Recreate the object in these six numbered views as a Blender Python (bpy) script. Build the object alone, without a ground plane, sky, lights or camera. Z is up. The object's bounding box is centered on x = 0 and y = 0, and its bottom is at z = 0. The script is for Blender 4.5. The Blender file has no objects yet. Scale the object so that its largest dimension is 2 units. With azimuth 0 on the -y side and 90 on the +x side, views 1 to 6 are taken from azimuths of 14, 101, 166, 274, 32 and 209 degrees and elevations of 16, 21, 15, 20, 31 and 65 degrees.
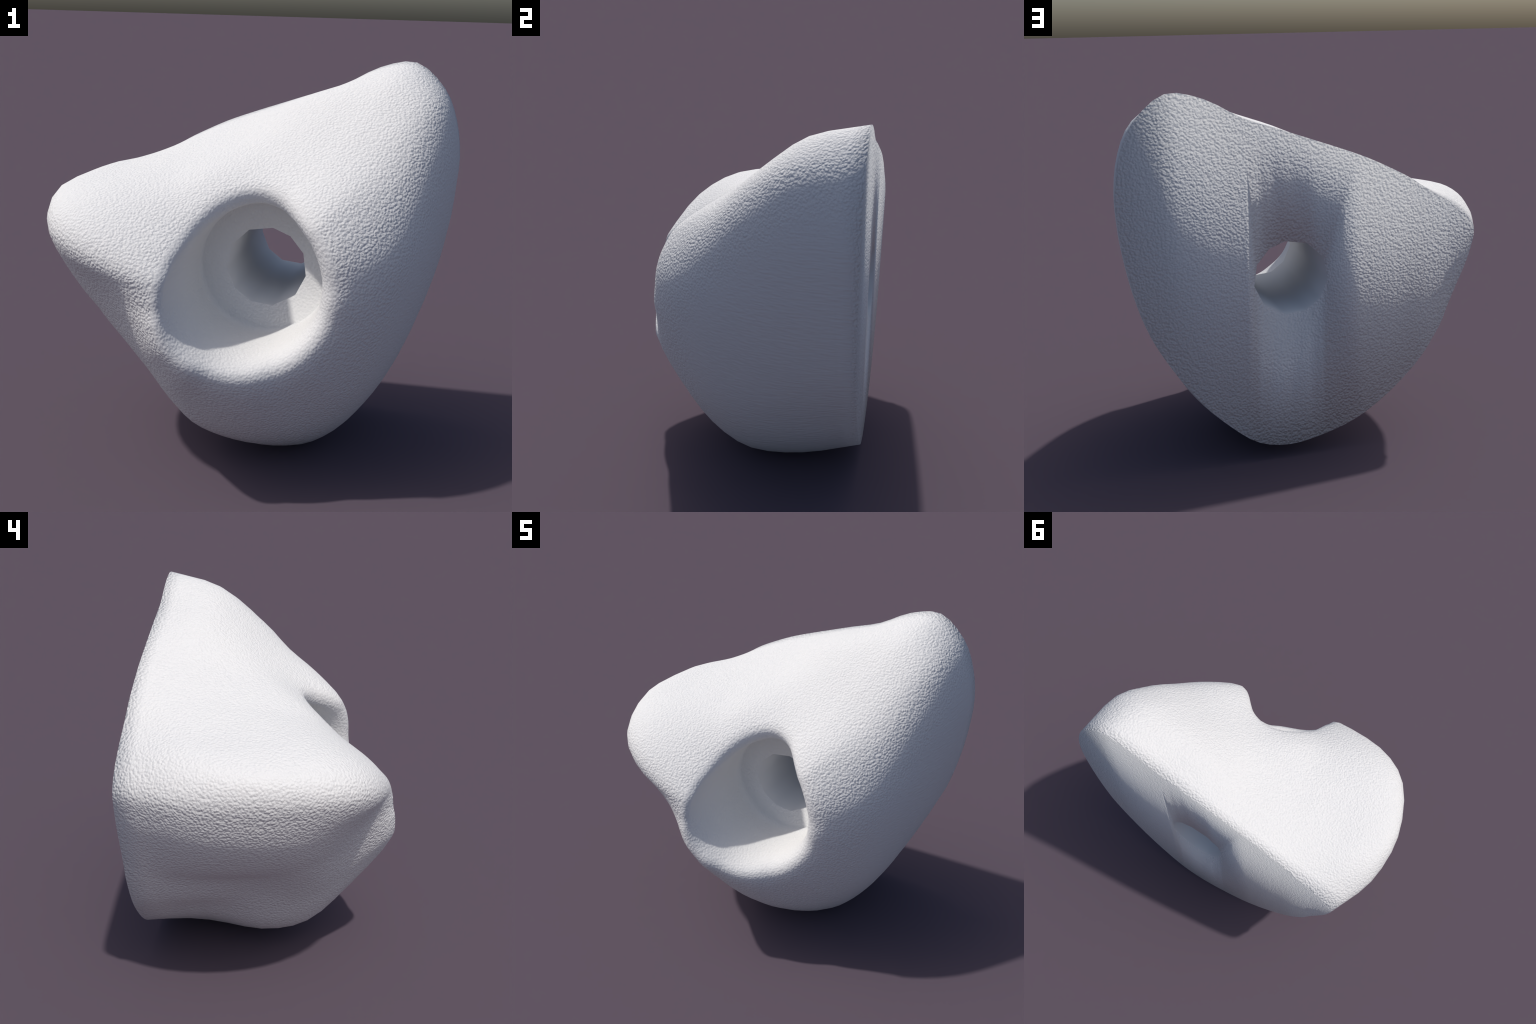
"""White moulded climbing hold: a three-cornered lump with a flat mounting face,
a round counterbored bolt recess in front and a faceted bolt hole through it.

The outer skin is a loft in polar form about the bolt axis (parallel to y).
Each STATION is a direction around the axis (degrees, 0 = +x, 90 = +z); each
RING gives, for every station, the distance from the axis and the y depth of the
profile there.  Catmull-Rom curves run through both directions.
"""
import bpy
import math
from mathutils import Vector
from mathutils.geometry import tessellate_polygon

# ------------------------------------------------------------------ profiles
AXIS_X, AXIS_Z = 0.150, 1.000
STATIONS = [-180, -175, -169, -164, -158, -146, -135, -123, -112, -101, -89, -78, -67, -55, -43, -30, -17, -5, 7, 18, 29, 39, 48, 58, 66, 75, 87, 99, 112, 125, 138, 144, 150, 155, 160, 165, 170, 175]
RINGS = [
    # mounting edge
    dict(radius=[0.969, 0.938, 0.911, 0.899, 0.896, 0.886, 0.879, 0.885, 0.897, 0.906, 0.924, 0.910, 0.851, 0.798, 0.764, 0.752, 0.762, 0.780, 0.820, 0.882, 0.971, 1.051, 1.108, 1.115, 1.002, 0.845, 0.757, 0.712, 0.701, 0.722, 0.770, 0.803, 0.840, 0.886, 0.941, 0.997, 1.026, 1.000],
         depth=[0.650] * 38),
    # rear flank
    dict(radius=[1.084, 1.039, 0.984, 0.937, 0.885, 0.853, 0.823, 0.842, 0.873, 0.924, 0.987, 0.990, 0.926, 0.859, 0.805, 0.778, 0.773, 0.786, 0.821, 0.876, 0.952, 1.026, 1.066, 1.030, 0.941, 0.844, 0.753, 0.689, 0.658, 0.678, 0.741, 0.790, 0.857, 0.936, 1.049, 1.121, 1.149, 1.123],
         depth=[0.330, 0.325, 0.322, 0.322, 0.321, 0.314, 0.311, 0.314, 0.324, 0.335, 0.340, 0.342, 0.343, 0.349, 0.358, 0.369, 0.377, 0.374, 0.366, 0.355, 0.344, 0.335, 0.329, 0.362, 0.392, 0.411, 0.423, 0.434, 0.440, 0.438, 0.431, 0.425, 0.411, 0.391, 0.371, 0.353, 0.351, 0.339]),
    # widest girth
    dict(radius=[1.076, 1.029, 0.968, 0.916, 0.856, 0.812, 0.826, 0.876, 0.916, 0.949, 0.984, 0.991, 0.941, 0.867, 0.809, 0.768, 0.748, 0.753, 0.778, 0.817, 0.869, 0.903, 0.895, 0.834, 0.786, 0.736, 0.673, 0.625, 0.603, 0.623, 0.683, 0.737, 0.809, 0.898, 1.024, 1.144, 1.156, 1.118],
         depth=[0.004, 0.007, 0.015, 0.022, 0.029, 0.034, 0.028, 0.022, 0.029, 0.045, 0.059, 0.061, 0.067, 0.086, 0.101, 0.115, 0.123, 0.125, 0.121, 0.114, 0.102, 0.094, 0.104, 0.145, 0.191, 0.227, 0.254, 0.264, 0.256, 0.230, 0.187, 0.157, 0.122, 0.090, 0.057, 0.023, 0.007, 0.005]),
    # shoulder
    dict(radius=[0.945, 0.911, 0.872, 0.840, 0.814, 0.779, 0.777, 0.818, 0.859, 0.870, 0.874, 0.864, 0.831, 0.782, 0.741, 0.706, 0.688, 0.689, 0.705, 0.725, 0.739, 0.738, 0.717, 0.675, 0.641, 0.609, 0.575, 0.553, 0.549, 0.572, 0.627, 0.678, 0.752, 0.836, 0.927, 0.993, 1.008, 0.980],
         depth=[-0.297, -0.273, -0.251, -0.236, -0.226, -0.214, -0.206, -0.206, -0.216, -0.210, -0.198, -0.179, -0.151, -0.129, -0.115, -0.105, -0.100, -0.101, -0.106, -0.107, -0.101, -0.085, -0.053, -0.006, 0.033, 0.069, 0.097, 0.103, 0.084, 0.038, -0.032, -0.082, -0.144, -0.208, -0.276, -0.330, -0.346, -0.326]),
    # approach to the rim
    dict(radius=[0.705, 0.676, 0.649, 0.633, 0.617, 0.608, 0.615, 0.640, 0.660, 0.670, 0.668, 0.653, 0.630, 0.612, 0.594, 0.581, 0.574, 0.576, 0.584, 0.587, 0.582, 0.576, 0.567, 0.542, 0.521, 0.503, 0.487, 0.481, 0.489, 0.510, 0.542, 0.571, 0.613, 0.656, 0.701, 0.737, 0.750, 0.737],
         depth=[-0.487, -0.463, -0.445, -0.438, -0.433, -0.439, -0.441, -0.441, -0.429, -0.418, -0.401, -0.373, -0.342, -0.319, -0.298, -0.287, -0.285, -0.287, -0.290, -0.285, -0.268, -0.246, -0.217, -0.163, -0.118, -0.076, -0.042, -0.037, -0.067, -0.126, -0.208, -0.263, -0.329, -0.391, -0.453, -0.503, -0.525, -0.518]),
    # rim of the bolt recess
    dict(radius=[0.384, 0.385, 0.388, 0.391, 0.398, 0.410, 0.406, 0.403, 0.400, 0.401, 0.403, 0.403, 0.408, 0.405, 0.401, 0.400, 0.400, 0.401, 0.401, 0.401, 0.401, 0.401, 0.402, 0.401, 0.401, 0.400, 0.399, 0.399, 0.400, 0.400, 0.397, 0.394, 0.391, 0.388, 0.389, 0.387, 0.384, 0.383],
         depth=[-0.613, -0.621, -0.625, -0.632, -0.641, -0.647, -0.644, -0.638, -0.611, -0.590, -0.566, -0.534, -0.493, -0.472, -0.450, -0.432, -0.423, -0.426, -0.418, -0.414, -0.401, -0.380, -0.356, -0.306, -0.255, -0.200, -0.158, -0.151, -0.183, -0.246, -0.328, -0.374, -0.430, -0.477, -0.516, -0.551, -0.584, -0.603]),
]

# bolt recess (counterbore), from the mouth inwards: mean radius, way from rim to
# floor (0 to 1), and how far the circle is off the bolt axis towards which angle
RECESS_WALL = [(0.326, 0.16, 0.008, 150), (0.315, 0.58, 0.008, 110), (0.311, 1.00, 0.008, 110)]
RECESS_FLOOR_Y = -0.085
# bolt hole: a tube with a few flat-cornered sides
HOLE_X, HOLE_Z, HOLE_RADIUS = 0.150, 1.006, 0.195
HOLE_CORNERS = [-42, -8, 25, 55, 82, 117, 152, 187, 219, 248, 281]
MOUNT_Y = 0.650

AROUND = 3      # subdivisions between stations
ALONG = 3       # subdivisions between rings


def catmull(p0, p1, p2, p3, t):
    return 0.5 * ((2 * p1) + (p2 - p0) * t + (2 * p0 - 5 * p1 + 4 * p2 - p3) * t * t
                  + (3 * p1 - p0 - 3 * p2 + p3) * t * t * t)


def control_net():
    """Rows = rings, columns = stations, as points in space."""
    net = []
    for ring in RINGS:
        net.append([Vector((AXIS_X + r * math.cos(math.radians(a)), y,
                            AXIS_Z + r * math.sin(math.radians(a))))
                    for a, r, y in zip(STATIONS, ring["radius"], ring["depth"])])
    for bore, part, shift, towards in RECESS_WALL:
        row = []
        for a, y in zip(STATIONS, RINGS[-1]["depth"]):
            radius = bore + shift * math.cos(math.radians(a - towards))
            d = y + part * (RECESS_FLOOR_Y - y)
            row.append(Vector((AXIS_X + radius * math.cos(math.radians(a)), d,
                               AXIS_Z + radius * math.sin(math.radians(a)))))
        net.append(row)
    return net


def refine_closed(row, steps):
    n = len(row)
    return [catmull(row[i - 1], row[i], row[(i + 1) % n], row[(i + 2) % n], k / steps)
            for i in range(n) for k in range(steps)]


def refine_open(col, steps):
    ext = [2 * col[0] - col[1]] + col + [2 * col[-1] - col[-2]]
    out = [catmull(*ext[i:i + 4], k / steps) for i in range(len(col) - 1) for k in range(steps)]
    return out + [col[-1].copy()]


def bridge(outer, inner, centre):
    """Triangles between two closed loops of (index, point), zipped by angle."""
    def angle(p):
        return math.atan2(p.z - centre[1], p.x - centre[0]) % (2 * math.pi)
    a = sorted(outer, key=lambda q: angle(q[1]))
    b = sorted(inner, key=lambda q: angle(q[1]))
    aa = [angle(q[1]) for q in a] + [angle(a[0][1]) + 2 * math.pi]
    bb = [angle(q[1]) for q in b] + [angle(b[0][1]) + 2 * math.pi]
    i = j = 0
    tris = []
    while i < len(a) or j < len(b):
        na = (aa[i] + aa[i + 1]) / 2 if i < len(a) else 1e9
        nb = (bb[j] + bb[j + 1]) / 2 if j < len(b) else 1e9
        if na <= nb:
            tris.append((a[i % len(a)][0], a[(i + 1) % len(a)][0], b[j % len(b)][0]))
            i += 1
        else:
            tris.append((a[i % len(a)][0], b[(j + 1) % len(b)][0], b[j % len(b)][0]))
            j += 1
    return tris


# ------------------------------------------------------------------ whole surface
net = [refine_closed(row, AROUND) for row in control_net()]
columns = [refine_open([row[c] for row in net], ALONG) for c in range(len(net[0]))]
n_around, n_along = len(columns), len(columns[0])
verts = [p for col in columns for p in col]
rim_row = (len(RINGS) - 1) * ALONG


def vid(c, k):
    return (c % n_around) * n_along + k


faces, region = [], []
for c in range(n_around):
    for k in range(n_along - 1):
        faces.append((vid(c, k), vid(c, k + 1), vid(c + 1, k + 1), vid(c + 1, k)))
        region.append("grip_body" if k < rim_row else "bolt_recess")

hole_front = len(verts)
for y in (RECESS_FLOOR_Y, MOUNT_Y):
    for a in HOLE_CORNERS:
        verts.append(Vector((HOLE_X + HOLE_RADIUS * math.cos(math.radians(a)), y,
                             HOLE_Z + HOLE_RADIUS * math.sin(math.radians(a)))))
n_hole = len(HOLE_CORNERS)
hole_back = hole_front + n_hole

# recess floor
outer = [(vid(c, n_along - 1), verts[vid(c, n_along - 1)]) for c in range(n_around)]
inner = [(hole_front + h, verts[hole_front + h]) for h in range(n_hole)]
for t in bridge(outer, inner, (HOLE_X, HOLE_Z)):
    faces.append(t)
    region.append("bolt_recess")
# bolt hole wall
for h in range(n_hole):
    g = (h + 1) % n_hole
    faces.append((hole_front + h, hole_back + h, hole_back + g, hole_front + g))
    region.append("bolt_hole")
# flat mounting face, filled between its edge and the hole
edge_ids = [vid(c, 0) for c in range(n_around)]
hole_ids = [hole_back + h for h in range(n_hole)]
FILL_RIGHT, FILL_LEFT = 0.15, 0.03   # how far the fill strips reach past the hole's sides


def fill_point(i, on_hole):
    """Position used only to choose the fill triangles, sorted across the face."""
    p = verts[i]
    x = p.x
    if on_hole and x < 0.0 and p.z > 0.95:
        x -= FILL_RIGHT
    elif on_hole and x > 0.33:
        x += FILL_LEFT
    return Vector((p.z, x, 0))


flat = [[fill_point(i, ids is hole_ids) for i in ids] for ids in (edge_ids, hole_ids)]
lookup = edge_ids + hole_ids
for t in tessellate_polygon(flat):
    faces.append(tuple(lookup[i] for i in t))
    region.append("mounting_face")

whole = bpy.data.meshes.new("whole_surface")
whole.from_pydata([tuple(v) for v in verts], [], faces)
whole.update()
import bmesh
bm = bmesh.new()
bm.from_mesh(whole)
bmesh.ops.recalc_face_normals(bm, faces=bm.faces)
bm.to_mesh(whole)
bm.free()
for p in whole.polygons:
    p.use_smooth = True
whole.update()
normals = [v.normal.copy() for v in whole.vertices]

# ------------------------------------------------------------------ material
def moulded_resin(name, grain):
    """White polyester resin; `grain` is the strength of the sandy texture."""
    mat = bpy.data.materials.new(name)
    mat.use_nodes = True
    nt = mat.node_tree
    nt.nodes.clear()

    def node(kind, **values):
        n = nt.nodes.new(kind)
        for key, value in values.items():
            n.inputs[key.replace("_", " ")].default_value = value
        return n

    link = nt.links.new
    out = node("ShaderNodeOutputMaterial")
    bsdf = node("ShaderNodeBsdfPrincipled", Roughness=0.9, Base_Color=(*RESIN_WHITE, 1))
    bsdf.inputs["Specular IOR Level"].default_value = 0.2
    link(bsdf.outputs["BSDF"], out.inputs["Surface"])
    if grain <= 0:
        return mat

    coord = node("ShaderNodeTexCoord")
    sand = node("ShaderNodeTexNoise", Scale=92.0, Detail=0.6, Roughness=0.5)
    link(coord.outputs["Object"], sand.inputs["Vector"])
    # on the steep right flank the texture of the mould is drawn out along y
    drawn = node("ShaderNodeMapping", Scale=(1.0, 0.16, 1.0))
    link(coord.outputs["Object"], drawn.inputs["Vector"])
    streaks = node("ShaderNodeTexNoise", Scale=92.0, Detail=0.6, Roughness=0.5)
    link(drawn.outputs["Vector"], streaks.inputs["Vector"])
    geometry = node("ShaderNodeNewGeometry")
    flank = nt.nodes.new("ShaderNodeVectorMath")
    flank.operation = "DOT_PRODUCT"
    flank.inputs[1].default_value = (0.93, 0.05, -0.36)
    link(geometry.outputs["Normal"], flank.inputs[0])
    mask = nt.nodes.new("ShaderNodeMapRange")
    mask.interpolation_type = "SMOOTHSTEP"
    mask.inputs["From Min"].default_value = 0.70
    mask.inputs["From Max"].default_value = 0.92
    link(flank.outputs["Value"], mask.inputs["Value"])
    faint = nt.nodes.new("ShaderNodeMath")
    faint.operation = "MULTIPLY"
    faint.inputs[1].default_value = 0.5
    link(streaks.outputs["Fac"], faint.inputs[0])
    height = nt.nodes.new("ShaderNodeMix")
    link(mask.outputs["Result"], height.inputs[0])
    pebbles = nt.nodes.new("ShaderNodeTexVoronoi")
    pebbles.feature = "F1"
    pebbles.inputs["Scale"].default_value = 68.0
    link(coord.outputs["Object"], pebbles.inputs["Vector"])
    lumps = nt.nodes.new("ShaderNodeMath")
    lumps.operation = "MULTIPLY_ADD"
    lumps.inputs[1].default_value = -0.8
    link(pebbles.outputs["Distance"], lumps.inputs[0])
    link(sand.outputs["Fac"], lumps.inputs[2])
    link(lumps.outputs["Value"], height.inputs[2])
    link(faint.outputs["Value"], height.inputs[3])
    bump = node("ShaderNodeBump", Strength=grain, Distance=0.016)
    link(height.outputs[0], bump.inputs["Height"])
    link(bump.outputs["Normal"], bsdf.inputs["Normal"])
    return mat


RESIN_WHITE = (0.73, 0.73, 0.73)
sanded = moulded_resin("sandy_white_resin", 0.36)
bored = moulded_resin("fine_white_resin", 0.2)
gritty = moulded_resin("gritty_white_resin", 0.36)
smooth = moulded_resin("smooth_white_resin", 0.0)
FINISH = dict(grip_body=sanded, bolt_recess=bored, bolt_hole=smooth, mounting_face=gritty)

# ------------------------------------------------------------------ parts
hold = bpy.data.objects.new("climbing_hold", None)
hold["label"] = "white rough three-cornered climbing hold with round bolt hole"
hold["category"] = "climbing hold"
bpy.context.scene.collection.objects.link(hold)

for name in ("grip_body", "bolt_recess", "bolt_hole", "mounting_face"):
    polys = [p for p, r in zip(whole.polygons, region) if r == name]
    used = sorted({i for p in polys for i in p.vertices})
    remap = {i: n for n, i in enumerate(used)}
    mesh = bpy.data.meshes.new(name)
    mesh.from_pydata([tuple(whole.vertices[i].co) for i in used], [],
                     [[remap[i] for i in p.vertices] for p in polys])
    mesh.update()
    for p in mesh.polygons:
        p.use_smooth = True
    mesh.normals_split_custom_set_from_vertices([normals[i] for i in used])
    mesh.materials.append(FINISH[name])
    part = bpy.data.objects.new(name, mesh)
    part.parent = hold
    bpy.context.scene.collection.objects.link(part)
bpy.data.meshes.remove(whole)
